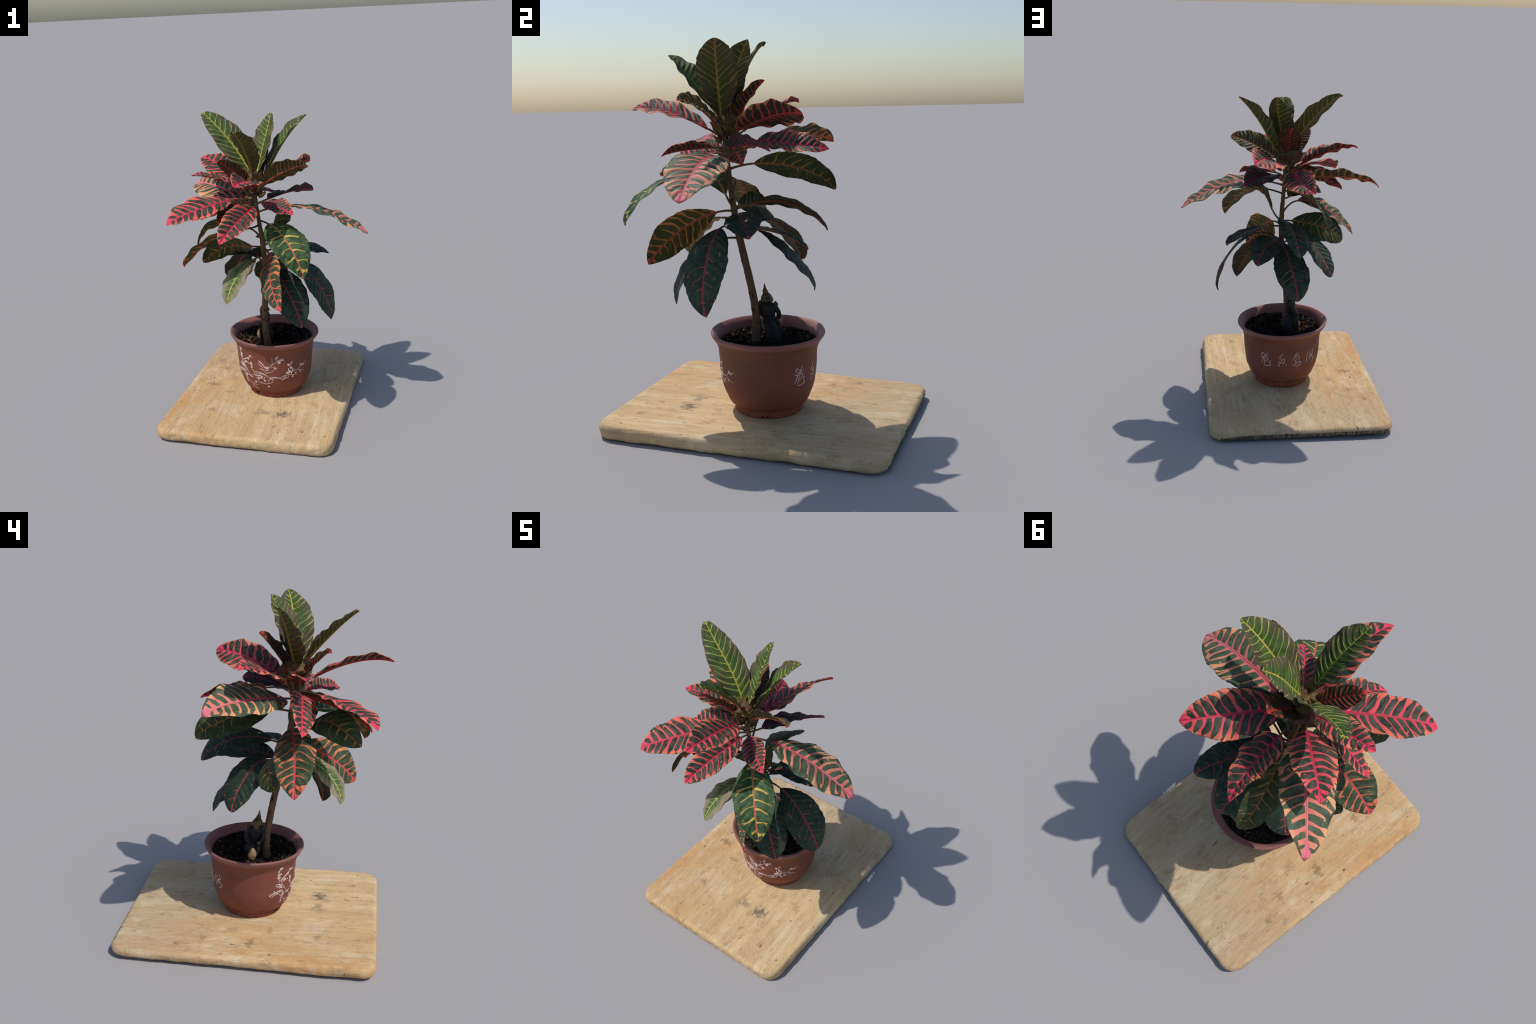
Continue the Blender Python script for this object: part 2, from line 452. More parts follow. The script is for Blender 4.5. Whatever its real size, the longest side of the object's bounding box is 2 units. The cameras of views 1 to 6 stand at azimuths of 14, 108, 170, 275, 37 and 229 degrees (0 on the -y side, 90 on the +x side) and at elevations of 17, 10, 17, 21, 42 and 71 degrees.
def grow_leaves():
    leaf("young", attach=1.549, spine=[(0.05, -0.212, 1.607), (0.069, -0.194, 1.737), (0.161, -0.183, 1.865), (0.28, -0.134, 1.976)],
         half_width=0.109, base_shape=0.77, tip_shape=0.77, roll=0.07, twist=0.22, fold=0.32, petiole=0.15)
    leaf("young", attach=1.583, spine=[(-0.003, -0.173, 1.678), (-0.012, -0.165, 1.772), (0.032, -0.135, 1.85), (0.043, -0.05, 1.982)],
         half_width=0.093, base_shape=0.70, tip_shape=0.75, roll=-0.26, twist=0.12, fold=0.25, petiole=0.12)
    leaf("young", attach=1.593, spine=[(-0.049, -0.346, 1.758), (-0.047, -0.45, 1.858), (-0.083, -0.518, 1.928), (-0.076, -0.532, 1.927)],
         half_width=0.084, base_shape=0.72, tip_shape=0.55, roll=-0.21, twist=0.43, fold=0.34, petiole=0.13)
    leaf("young", attach=1.546, spine=[(-0.128, -0.139, 1.79), (-0.309, -0.18, 1.949), (-0.424, -0.075, 2.031), (-0.374, -0.106, 1.975)],
         half_width=0.101, base_shape=0.64, tip_shape=0.83, roll=-0.57, twist=-0.08, fold=0.25, petiole=0.11)
    leaf("ember", attach=1.531, spine=[(-0.028, -0.158, 1.581), (-0.09, -0.123, 1.663), (-0.012, -0.064, 1.718), (-0.05, 0, 1.787)],
         half_width=0.081, base_shape=0.67, tip_shape=0.63, roll=-0.17, twist=0.08, fold=0.32, petiole=0.11)
    leaf("bronze", attach=1.502, spine=[(0.006, -0.249, 1.573), (0.107, -0.234, 1.632), (0.251, -0.287, 1.702), (0.315, -0.323, 1.693)],
         half_width=0.086, base_shape=0.70, tip_shape=0.74, roll=-0.72, twist=0.02, fold=0.24, petiole=0.20)
    leaf("pink", attach=1.463, spine=[(-0.193, -0.102, 1.577), (-0.319, -0.025, 1.675), (-0.453, 0.055, 1.702), (-0.461, 0.068, 1.675)],
         half_width=0.111, base_shape=0.84, tip_shape=0.93, roll=-0.26, twist=-0.23, fold=0.11, petiole=0.24)
    leaf("ember", attach=1.532, spine=[(-0.124, -0.27, 1.628), (-0.172, -0.367, 1.689), (-0.225, -0.361, 1.746), (-0.23, -0.4, 1.731)],
         half_width=0.057, base_shape=0.71, tip_shape=0.66, roll=0.75, twist=-0.66, fold=0.17, petiole=0.11)
    leaf("pink", attach=1.486, spine=[(-0.138, -0.232, 1.538), (-0.229, -0.234, 1.592), (-0.338, -0.258, 1.63), (-0.43, -0.278, 1.628)],
         half_width=0.073, base_shape=0.77, tip_shape=0.72, roll=0.01, twist=-0.20, fold=0.26, petiole=0.15)
    leaf("pink", attach=1.494, spine=[(-0.039, -0.358, 1.582), (-0.007, -0.485, 1.652), (-0.012, -0.643, 1.673), (-0.045, -0.74, 1.655)],
         half_width=0.097, base_shape=0.71, tip_shape=0.74, roll=-0.31, twist=-0.59, fold=0.23, petiole=0.19)
    leaf("peach", attach=1.419, spine=[(-0.252, -0.045, 1.477), (-0.422, 0.102, 1.521), (-0.572, 0.22, 1.49), (-0.565, 0.239, 1.454)],
         half_width=0.14, base_shape=0.66, tip_shape=0.83, roll=-0.41, twist=-0.32, fold=0.11, petiole=0.13)
    leaf("pink", attach=1.46, spine=[(-0.195, -0.371, 1.516), (-0.328, -0.513, 1.461), (-0.453, -0.631, 1.45), (-0.487, -0.648, 1.402)],
         half_width=0.122, base_shape=0.87, tip_shape=0.81, roll=-0.26, twist=0.04, fold=0.10, petiole=0.26)
    leaf("pink", attach=1.397, spine=[(-0.035, -0.246, 1.455), (-0.061, -0.386, 1.415), (-0.117, -0.552, 1.382), (-0.174, -0.642, 1.288)],
         half_width=0.088, base_shape=0.78, tip_shape=0.74, roll=-0.53, twist=0.18, fold=0.33, petiole=0.14)
    leaf("wine", attach=1.429, spine=[(0.015, -0.248, 1.464), (0.012, -0.133, 1.438), (0.146, -0.044, 1.512), (0.271, 0.123, 1.449)],
         half_width=0.091, base_shape=0.69, tip_shape=0.84, roll=-0.36, twist=-0.99, fold=0.22, petiole=0.20)
    leaf("pink", attach=1.423, spine=[(-0.011, -0.231, 1.478), (0.047, -0.321, 1.451), (0.185, -0.416, 1.454), (0.238, -0.452, 1.423)],
         half_width=0.071, base_shape=0.83, tip_shape=0.89, roll=0.32, twist=0.76, fold=0.29, petiole=0.22)
    leaf("peach", attach=1.378, spine=[(0.139, -0.192, 1.438), (0.279, -0.21, 1.44), (0.473, -0.195, 1.374), (0.657, -0.181, 1.242)],
         half_width=0.144, base_shape=0.70, tip_shape=0.75, roll=-0.10, twist=0.29, fold=0.04, petiole=0.22)
    leaf("yellow", attach=1.322, spine=[(0.135, -0.414, 1.353), (0.216, -0.529, 1.305), (0.319, -0.644, 1.142), (0.32, -0.626, 1.082)],
         half_width=0.119, base_shape=0.88, tip_shape=0.84, roll=0.10, twist=-0.25, fold=0.05, petiole=0.21)
    leaf("dark", attach=1.102, spine=[(0.132, -0.094, 1.157), (0.269, -0.01, 1.104), (0.38, 0.032, 1.073), (0.369, 0.047, 1.041)],
         half_width=0.091, base_shape=0.87, tip_shape=0.76, roll=0.17, twist=-0.07, fold=0.02, petiole=0.22)
    leaf("olive", attach=1.293, spine=[(-0.141, -0.34, 1.241), (-0.161, -0.354, 1.434), (-0.35, -0.446, 1.371), (-0.325, -0.581, 1.252)],
         half_width=0.099, base_shape=0.78, tip_shape=0.77, roll=0.54, twist=1.00, fold=0.05, petiole=0.15)
    leaf("coral", attach=1.182, spine=[(-0.105, -0.174, 1.356), (-0.227, -0.237, 1.277), (-0.485, -0.236, 1.14), (-0.536, -0.242, 1.015)],
         half_width=0.117, base_shape=0.85, tip_shape=0.82, roll=0.32, twist=0.04, fold=0.05, petiole=0.23)
    leaf("olive", attach=1.141, spine=[(-0.122, -0.199, 1.144), (-0.214, -0.073, 1.129), (-0.328, -0.05, 1.137), (-0.438, -0.131, 1.014)],
         half_width=0.101, base_shape=0.80, tip_shape=0.65, roll=0.89, twist=-0.31, fold=0.03, petiole=0.14)
    leaf("lime", attach=1.075, spine=[(-0.093, -0.313, 1.103), (-0.126, -0.405, 1.057), (-0.177, -0.497, 0.957), (-0.195, -0.496, 0.859)],
         half_width=0.086, base_shape=0.83, tip_shape=0.74, roll=0.05, twist=-0.03, fold=-0.00, petiole=0.18)
    leaf("coral", attach=1.121, spine=[(0.052, -0.209, 1.146), (0.046, -0.359, 1.105), (0.068, -0.517, 1), (0.171, -0.581, 0.857)],
         half_width=0.109, base_shape=0.85, tip_shape=0.84, roll=1.11, twist=0.26, fold=-0.01, petiole=0.17)
    leaf("dark", attach=0.979, spine=[(0.105, -0.261, 1.019), (0.156, -0.351, 0.934), (0.243, -0.401, 0.791), (0.259, -0.392, 0.678)],
         half_width=0.114, base_shape=0.75, tip_shape=0.78, roll=0.29, twist=-0.12, fold=0.04, petiole=0.14)
    leaf("dark", attach=1.006, spine=[(0.171, -0.2, 1.148), (0.287, -0.184, 1.028), (0.448, -0.212, 0.784), (0.414, -0.167, 0.659)],
         half_width=0.128, base_shape=0.86, tip_shape=0.86, roll=0.21, twist=0.21, fold=-0.00, petiole=0.27)
    leaf("pink", attach=1.478, spine=[(-0.067, -0.089, 1.515), (-0.078, 0.052, 1.449), (-0.088, 0.214, 1.469), (-0.15, 0.31, 1.434)],
         half_width=0.106, base_shape=0.55, tip_shape=0.85, roll=0.50, twist=0.42, fold=0.22, petiole=0.31)
    leaf("dark", attach=0.978, spine=[(-0.119, -0.02, 1.144), (-0.176, -0.005, 1.083), (-0.278, 0.114, 0.935), (-0.318, 0.109, 0.825)],
         half_width=0.114, base_shape=0.83, tip_shape=0.64, roll=-0.02, twist=0.18, fold=0.01, petiole=0.16)
    leaf("olive", attach=1.338, spine=[(-0.084, -0.056, 1.394), (-0.189, 0.084, 1.366), (-0.246, 0.264, 1.316), (-0.221, 0.329, 1.221)],
         half_width=0.1, base_shape=0.77, tip_shape=0.69, roll=-0.80, twist=0.28, fold=0.08, petiole=0.22)
    leaf("dark", attach=1.129, spine=[(-0.02, 0.052, 1.219), (-0.04, 0.137, 1.192), (-0.063, 0.301, 1.096), (-0.054, 0.324, 1.029)],
         half_width=0.103, base_shape=0.82, tip_shape=0.67, roll=-0.39, twist=0.19, fold=0.01, petiole=0.16)
    leaf("pink", attach=1.423, spine=[(-0.111, -0.265, 1.492), (-0.205, -0.247, 1.488), (-0.32, -0.259, 1.42), (-0.455, -0.266, 1.332)],
         half_width=0.091, base_shape=0.70, tip_shape=0.92, roll=-0.57, twist=-0.08, fold=0.13, petiole=0.14)
    leaf("dark", attach=1.03, spine=[(0.087, 0, 1.066), (0.146, 0.141, 1.049), (0.196, 0.252, 1.012), (0.204, 0.287, 0.971)],
         half_width=0.098, base_shape=0.70, tip_shape=0.72, roll=-0.30, twist=-0.20, fold=0.09, petiole=0.12)
    leaf("dark", attach=1.003, spine=[(0.016, -0.004, 1.109), (-0.037, 0.082, 0.929), (-0.071, 0.279, 0.794), (-0.06, 0.25, 0.709)],
         half_width=0.117, base_shape=0.86, tip_shape=0.77, roll=-0.03, twist=-0.14, fold=-0.05, petiole=0.21)
    leaf("pink", attach=1.507, spine=[(0.03, -0.073, 1.56), (0.108, 0.055, 1.609), (0.147, 0.167, 1.64), (0.23, 0.274, 1.617)],
         half_width=0.114, base_shape=0.82, tip_shape=0.74, roll=-0.47, twist=-0.84, fold=0.08, petiole=0.16)
    leaf("olive", attach=1.147, spine=[(0.057, -0.182, 1.172), (0.052, -0.197, 1.282), (0.082, -0.239, 1.371), (0.197, -0.33, 1.36)],
         half_width=0.076, base_shape=0.89, tip_shape=0.55, roll=0.76, twist=0.16, fold=0.19, petiole=0.25)

    leaf("ember", attach=1.42, spine=[(-0.09, -0.29, 1.465), (-0.13, -0.37, 1.46), (-0.17, -0.44, 1.43), (-0.215, -0.51, 1.39)],  # filler leaf added in place of the neighbouring pink leaf's curled margin
         half_width=0.055, base_shape=0.70, tip_shape=0.60, roll=-0.75, twist=0.0, fold=0.20, petiole=0.15)

grow_leaves()

# ------------------------------------------------------------------ stem
def bark_material():
    t = Tree("bark")
    co = t.coord()
    streak = t.noise(t.mapping(co, (60, 60, 9)), 1.0, 4.0, 0.6)
    spot = t.noise(co, 26.0, 2.0)
    c = t.mix(streak, srgb(74, 54, 42), srgb(132, 106, 82))
    c = t.mix(t.step(spot, 0.6, 0.72), c, srgb(66, 40, 32))
    return t.finish(c, 0.85, 0.15, t.add(streak, t.mul(spot, 0.5)), 0.6, 0.006)

def build_stem():
    line = catmull(STEM_LINE, 14)
    rad = []
    for p in line:
        z = p[2]
        r = float(np.interp(z, [.42, .47, .55, .8, 1.05, 1.3, 1.5, 1.62], [.027, .0235, .0215, .0195, .0185, .0135, .0125, .008]))
        r *= 1 + 0.06 * noise.noise(Vector((0, 0, z * 14))) + 0.05 * max(0, sin(z * 58 + 2 * sin(z * 9))) ** 6
        rad.append(r)
    V, F = tube(line, rad, 18)
    V = np.array([v + np.array(noise.noise_vector(Vector(v) * 45)) * 0.0013 for v in V])
    return mesh_object("stem", V, F, PLANT, (bark_material(),))
build_stem()

def crown_material():
    t = Tree("crown_filler")  # surface of the filler mass added between the top leaf bases
    n = t.noise(t.coord(), 38.0, 3.0)
    c = t.mix(n, srgb(84, 74, 44), srgb(126, 104, 70))
    return t.finish(t.mix(t.step(t.noise(t.coord(), 21.0, 2.0), 0.5, 0.65), c, srgb(110, 62, 58)), 0.8, 0.15, n, 0.5, 0.006)

def build_crown():
    """lumpy filler added for scan webs and crumpled leaf bases around the stem top"""
    mat = crown_material()
    r = np.random.default_rng(5)
    bm = bmesh.new()
    bmesh.ops.create_icosphere(bm, subdivisions=5, radius=1.0)
    c = np.array([-.062, -.195, 1.570])
    for v in bm.verts:
        d = Vector(v.co)
        k = 1 + 0.32 * noise.fractal(d * 2.6, 1, 2, 4) + 0.10 * abs(noise.noise(d * 9))
        flare = 0.75 + 0.35 * float(sstep(-.6, .6, d.z))
        v.co = (c[0] + d.x * .076 * k * flare, c[1] + d.y * .076 * k * flare, c[2] + d.z * .062 * k)
    me = bpy.data.meshes.new("crown_filler_hub")
    bm.to_mesh(me)
    bm.free()
    me.materials.append(mat)
    me.polygons.foreach_set("use_smooth", np.ones(len(me.polygons), bool))
    link(bpy.data.objects.new("crown_filler_hub", me), PLANT)
    V, F = [], []
    for k in range(60):
        z = r.uniform(1.48, 1.64)
        a = r.uniform(0, tau)
        base = stem_at(z) + np.array([cos(a), sin(a), 0]) * 0.03
        d = np.array([cos(a), sin(a), r.uniform(0.3, 1.8)])
        d /= np.linalg.norm(d)
        ln = r.uniform(0.03, 0.07)
        pts = [base + d * ln * t + np.array([0, 0, 0.01]) * t * t for t in np.linspace(0, 1, 7)]
        v, f = tube(pts, [ln * x for x in (0.14, 0.19, 0.2, 0.17, 0.12, 0.07, 0.01)], 7)
        F.extend([tuple(i + len(V) for i in q) for q in f])
        V.extend(v)
    mesh_object("filler_scales", V, F, PLANT, (mat,))["kind"] = "stuff"  # spiky scales added to fill out the crown hub
build_crown()

# ------------------------------------------------------------------ pot
OUTER = [(.070, .168), (.072, .1775), (.080, .1805), (.096, .1805), (.104, .178), (.107, .1775), (.110, .188), (.13, .209), (.16, .2245), (.20, .2395), (.24, .247), (.28, .2515), (.32, .255),
         (.36, .2575), (.40, .2605), (.425, .2655), (.445, .2745), (.462, .286), (.476, .296), (.486, .3015), (.493, .3025), (.4985, .2985), (.4985, .292)]
INNER = [(.494, .284), (.482, .272), (.466, .2625), (.45, .256), (.43, .2515), (.41, .249), (.395, .248)]
_OZ = [p[0] for p in OUTER[:20]]
_OR = [p[1] for p in OUTER[:20]]
def pot_radius(z):
    return float(np.interp(z, _OZ, _OR))

def pot_wobble(a, z):
    d = noise.noise(Vector((2.2 * cos(a), 2.2 * sin(a), z * 9))) * 0.0035
    d += noise.noise(Vector((6 * cos(a), 6 * sin(a), z * 22 + 5))) * 0.0018
    return d * float(sstep(.09, .14, z)) + (0.004 * noise.noise(Vector((1.5 * cos(a), 1.5 * sin(a), 7))) if z > .44 else 0)

def terracotta():
    t = Tree("terracotta")
    co = t.coord()
    big = t.noise(co, 6.0, 4.0)
    fine = t.noise(co, 60.0, 3.0)
    c = t.mix(big, srgb(112, 62, 48), srgb(142, 86, 70))
    c = t.mix(t.mul(fine, 0.3), c, srgb(100, 54, 44))
    scratch = t.noise(t.mapping(co, (14, 14, 60)), 1.0, 3.0, 0.6, 1.5)
    c = t.mix(t.mul(t.step(scratch, 0.66, 0.74), 0.22), c, srgb(170, 118, 100))
    return t.finish(c, 0.62, 0.3, t.add(big, t.mul(fine, 0.25)), 0.25, 0.006)

def rim_glaze():
    t = Tree("terracotta_rim")
    big = t.noise(t.coord(), 9.0, 4.0)
    c = t.mix(big, srgb(122, 78, 74), srgb(154, 104, 96))
    return t.finish(c, 0.55, 0.32, t.noise(t.coord(), 40.0, 3.0), 0.2, 0.004)

def foot_clay():
    t = Tree("raw_clay")
    n = t.noise(t.coord(), 24.0, 4.0)
    c = t.mix(n, srgb(112, 56, 42), srgb(158, 92, 72))
    c = t.mix(t.step(t.noise(t.coord(), 11.0, 3.0), 0.58, 0.72), c, srgb(72, 48, 40))
    return t.finish(c, 0.85, 0.15, n, 0.5, 0.006)

NA = 220
def lathe_rows(rows):
    prof = catmull([(r, z, 0) for z, r in rows], 4)
    V = []
    for r, z, _ in prof:
        for k in range(NA):
            a = tau * k / NA
            rr = r + pot_wobble(a, z)
            V.append((POT_X + rr * sin(a), POT_Y - rr * cos(a), z - 0.019 * rr * sin(a) * (z > .3) * float(sstep(.3, .49, z)) + 0.010 * rr * cos(a) * float(sstep(.3, .49, z))))
    return V, grid_faces(len(prof), NA, wrap=True)

def build_pot():
    V, F = lathe_rows(OUTER[6:] + INNER)
    zs = [sum(V[i][2] for i in f) / 4 for f in F]
    ring = len(F) // NA
    fm = []
    top = next(i for i in range(ring) if zs[i * NA] > .470)
    for i in range(ring):
        fm += [1 if i >= top else 0] * NA
    pot = mesh_object("pot", V, F, PLANT, (terracotta(), rim_glaze()), face_mat=fm)
    # foot ring with worn notches in its lower edge
    rows = OUTER[:8]
    prof = catmull([(r, z, 0) for z, r in rows], 4)
    V, notches = [], [(-12, 4), (5, 3), (22, 3), (96, 3), (104, 3), (168, 5), (182, 3), (262, 4), (280, 3), (330, 3)]
    for r, z, _ in prof:
        for k in range(NA):
            a = tau * k / NA
            deg = math.degrees(a)
            cut = max(float(sstep(w, w * 0.3, abs((deg - c + 180) % 360 - 180))) for c, w in notches)
            low = 1 - float(sstep(.072, .086, z))
            zz = z + 0.011 * cut * low
            rr = r + 0.002 * noise.noise(Vector((9 * cos(a), 9 * sin(a), z * 30))) - 0.004 * cut * low
            V.append((POT_X + rr * sin(a), POT_Y - rr * cos(a), zz))
    F = grid_faces(len(prof), NA, wrap=True)
    V.append((POT_X, POT_Y, .078))
    F += [(len(V) - 1, (k + 1) % NA, k) for k in range(NA)]
    mesh_object("pot_foot", V, F, pot, (foot_clay(),))
    return pot
POT = build_pot()

# ------------------------------------------------------------------ painting on the pot
def paint_material(name, colour):
    t = Tree(name)
    n = t.noise(t.coord(), 70.0, 3.0)
    return t.finish(t.mix(t.mul(n, 0.5), colour, srgb(170, 120, 108)), 0.7, 0.2)
WHITE = paint_material("pale_slip", srgb(226, 208, 204))

def on_pot(deg, mm, out=0.0):
    a, z = radians(deg), mm / 1000.0
    r = pot_radius(z) + pot_wobble(a, z) + out
    k = float(sstep(.3, .49, z))
    return np.array([POT_X + r * sin(a), POT_Y - r * cos(a), z - 0.019 * r * sin(a) * k + 0.010 * r * cos(a) * k])

def stroke_geometry(pts, width, V, F, taper=True):
    """a brush stroke: a low ridge following the pot wall"""
    line = catmull([(a, h, 0) for a, h in pts], 7)
    n = len(line)
    P = np.array([on_pot(a, h, 0.0006) for a, h, _ in line])
    O = np.array([on_pot(a, h, 0.02) for a, h, _ in line]) - P
    O /= np.linalg.norm(O, axis=1)[:, None]
    T = np.gradient(P, axis=0)
    T /= np.linalg.norm(T, axis=1)[:, None] + 1e-12
    S = np.cross(T, O)
    t = np.linspace(0, 1, n)
    w = width / 2000.0 * (0.45 + 0.55 * np.sin(pi * np.clip(t * 0.9 + 0.08, 0, 1))) if taper else np.full(n, width / 2000.0)
    off = len(V)
    for p, o, s_, ww in zip(P, O, S, w):
        for x, y in ((-1, -0.0022), (-0.8, 0.0004), (0, 0.0009), (0.8, 0.0004), (1, -0.0022)):
            V.append(p + s_ * ww * x + o * y)
    F.extend(grid_faces(n, 5, off))

def blossom_geometry(deg, mm, size, petals, V, F, r):
    """a small flower of round petals"""
    z = mm / 1000.0
    kd = 360 / (tau * pot_radius(z)) / 1000.0
    a0 = r.uniform(0, tau)
    for k in range(petals):
        a = a0 + tau * k / petals
        d = size * 0.5 if petals > 1 else 0
        cx, cy = deg + d * cos(a) * kd, mm + d * sin(a)
        off, m = len(V), 9
        V.append(on_pot(cx, cy, 0.0016))
        for i in range(m):
            b = tau * i / m
            V.append(on_pot(cx + size * 0.5 * cos(b) * kd, cy + size * 0.5 * sin(b), 0.0012))
        for i in range(m):
            b = tau * i / m
            V.append(on_pot(cx + size * 0.58 * cos(b) * kd, cy + size * 0.58 * sin(b), -0.002))
        for i in range(m):
            j = (i + 1) % m
            F.append((off, off + 1 + i, off + 1 + j))
            F.append((off + 1 + i, off + 1 + m + i, off + 1 + m + j, off + 1 + j))

BRANCH_STROKES = [
    ("branch", 2.4, (-46.1, 438), (-49.3, 410), (-50.1, 385), (-49.3, 362), (-49.5, 336)),
    ("branch", 2.4, (-46.9, 346), (-38.5, 364), (-33.0, 376), (-22.6, 392)),
    ("branch", 2.4, (-63.3, 263), (-51.6, 272), (-43.6, 268), (-39.9, 255), (-36.3, 248), (-25.6, 254)),
    ("branch", 2.4, (-43.1, 245), (-42.6, 220), (-41.4, 204), (-43.9, 178)),
    ("branch", 2.4, (-41.0, 250), (-39.9, 230), (-37.7, 208), (-34.4, 194), (-28.4, 189), (-23.5, 183), (-19.8, 180)),
    ("branch", 2.4, (-23.0, 280), (-17.6, 288), (-10.0, 286), (-4.1, 274), (-0.3, 260), (1.0, 246)),
    ("branch", 2.4, (-21.4, 275), (-13.4, 278), (-6.2, 270), (-1.4, 253)),
    ("branch", 2.4, (1.1, 252), (8.1, 258), (13.0, 255), (18.3, 247), (21.8, 234), (26.3, 242), (30.5, 246), (32.0, 262)),
    ("branch", 2.4, (2.0, 247), (9.0, 252), (15.8, 246)),
    ("branch", 2.4, (18.3, 249), (22.9, 259), (28.4, 267)),
    ("branch", 2.4, (22.3, 237), (25.3, 250), (29.5, 262)),
    ("branch", 2.4, (32.0, 267), (38.0, 262), (48.0, 253)),
    ("branch", 2.4, (36.8, 289), (41.2, 290), (47.1, 291), (51.9, 306), (58.7, 314), (64.9, 328)),
    ("branch", 2.4, (47.6, 292), (53.6, 277), (61.1, 263)),
    ("branch", 2.4, (33.6, 323), (34.7, 341), (36.8, 367)),
    ("branch", 2.4, (3.2, 333), (6.7, 350), (10.1, 359), (13.9, 375), (14.6, 401), (14.9, 422)),
    ("branch", 2.4, (7.7, 357), (7.0, 378), (6.9, 397)),
    ("branch", 2.4, (14.4, 375), (21.0, 377), (25.8, 379)),
    ("branch", 2.4, (-21.0, 244), (-16.9, 231), (-15.6, 207), (-10.0, 205), (-4.2, 199), (-1.3, 206)),
    ("branch", 2.4, (-1.2, 212), (-0.3, 228), (3.5, 242), (6.9, 239), (6.6, 221), (2.8, 208), (-1.4, 205)),
    ("branch", 2.4, (-43.7, 336), (-42.2, 309), (-38.9, 292), (-36.5, 277), (-33.6, 259)),
    ("branch", 2.4, (-53.9, 319), (-48.1, 304), (-44.1, 292), (-39.3, 285)),
    ("branch", 2.4, (-36.4, 337), (-32.8, 337), (-31.0, 328)),
    ("branch", 2.4, (-26.8, 297), (-22.8, 286), (-22.6, 275)),
    ("branch", 2.4, (-27.4, 160), (-23.3, 151), (-20.4, 147)),
    ("branch", 2.4, (-34.6, 253), (-30.7, 243), (-25.7, 237)),
    ("branch", 2.4, (-49.8, 439), (-49.9, 416), (-49.7, 390), (-48.7, 361), (-47.7, 330)),
    ("branch", 2.4, (-46.4, 339), (-39.4, 357), (-32.0, 373)),
    ("branch", 2.4, (-44.1, 343), (-43.8, 323), (-42.2, 302)),
    ("branch", 2.4, (-63.2, 256), (-56.7, 261), (-51.8, 272), (-45.3, 276), (-41.2, 273)),
    ("branch", 2.4, (-58.4, 242), (-55.3, 254), (-48.7, 258), (-43.0, 265)),
    ("branch", 2.4, (-63.2, 256), (-58.4, 242)),
    ("branch", 2.4, (-53.6, 317), (-51.6, 324), (-48.0, 323), (-43.8, 308), (-42.9, 295), (-46.8, 294), (-51.6, 305), (-53.6, 317)),
    ("branch", 2.4, (-41.2, 273), (-40.5, 253), (-41.2, 224), (-40.9, 192)),
    ("branch", 2.4, (-47.5, 249), (-42.7, 231)),
]
BIRD_STROKES = [
    ("bird", 4.5, (-14.2, 373), (-10.3, 357), (-5.6, 333)),
    ("bird", 4, (-12.2, 370), (-7.9, 351), (-4.1, 334)),
    ("bird", 3.5, (-14.0, 356), (-11.1, 337), (-7.3, 323)),
    ("bird", 4, (-11.9, 320), (-9.0, 312), (-5.5, 307)),
    ("bird", 7, (-5.8, 324), (-2.2, 330), (1.7, 331)),
    ("bird", 7, (-3.9, 317), (-0.9, 321), (2.1, 326)),
    ("bird", 5, (-3.6, 305), (-0.1, 309), (2.0, 314)),
    ("bird", 2.2, (3.1, 331), (6.5, 334), (11.2, 331), (13.5, 322), (10.1, 315), (4.1, 294), (-2.8, 291), (-6.1, 304), (-7.4, 318)),
    ("bird", 4, (8.8, 327), (12.6, 322)),
    ("bird", 2, (-3.0, 276), (-1.3, 289), (0.0, 282)),
]
CHARACTER_A = [
    ("brush", 4.2, (139.0, 268), (140.6, 287), (143.3, 314), (147.1, 340), (150.6, 362)),
    ("brush", 4.2, (142.4, 328), (140.1, 335), (141.1, 347), (143.9, 345), (145.2, 335)),
    ("brush", 4.2, (138.1, 320), (140.5, 313), (146.1, 327), (151.9, 337)),
    ("brush", 4.2, (143.3, 262), (144.5, 291), (145.6, 311), (148.4, 319), (150.1, 308), (147.3, 291), (144.5, 286)),
    ("brush", 4.2, (143.4, 269), (144.0, 259), (146.6, 254), (153.8, 263), (152.8, 275), (151.7, 289), (153.5, 298), (154.6, 289)),
]
CHARACTER_B = [
    ("brush", 4.2, (165.9, 322), (169.0, 332), (172.1, 357)),
    ("brush", 4.2, (165.8, 298), (168.3, 291), (174.1, 287), (174.8, 306), (173.9, 324)),
    ("brush", 4.2, (167.8, 309), (170.6, 322)),
    ("brush", 4.2, (169.5, 299), (174.7, 322)),
    ("brush", 4.2, (169.5, 291), (167.1, 276), (166.3, 265), (168.4, 259)),
    ("brush", 4.2, (176.7, 276), (178.9, 267)),
]
CHARACTER_C = [
    ("brush", 4.2, (-173.0, 302), (-168.9, 323), (-163.3, 347)),
    ("brush", 4.2, (-170.3, 330), (-164.9, 360)),
    ("brush", 4.2, (-168.8, 287), (-167.7, 299), (-166.6, 319)),
    ("brush", 4.2, (-164.1, 332), (-162.1, 324), (-163.0, 298)),
    ("brush", 4.2, (-168.8, 290), (-166.9, 282), (-160.5, 287), (-158.8, 275), (-160.9, 260), (-165.5, 252), (-171.1, 262)),
    ("brush", 4.2, (-173.0, 269), (-163.0, 270)),
]
CHARACTER_D = [
    ("brush", 4.2, (-147.4, 340), (-148.0, 306), (-148.1, 263)),
    ("brush", 4.2, (-144.4, 322), (-141.2, 344)),
    ("brush", 4.2, (-136.7, 354), (-135.1, 323), (-140.5, 317), (-142.9, 297), (-141.7, 281)),
    ("brush", 4.2, (-136.1, 310), (-140.5, 302), (-133.7, 292), (-134.3, 272), (-139.0, 262)),
    ("brush", 4.2, (-143.0, 316), (-135.9, 308)),
]
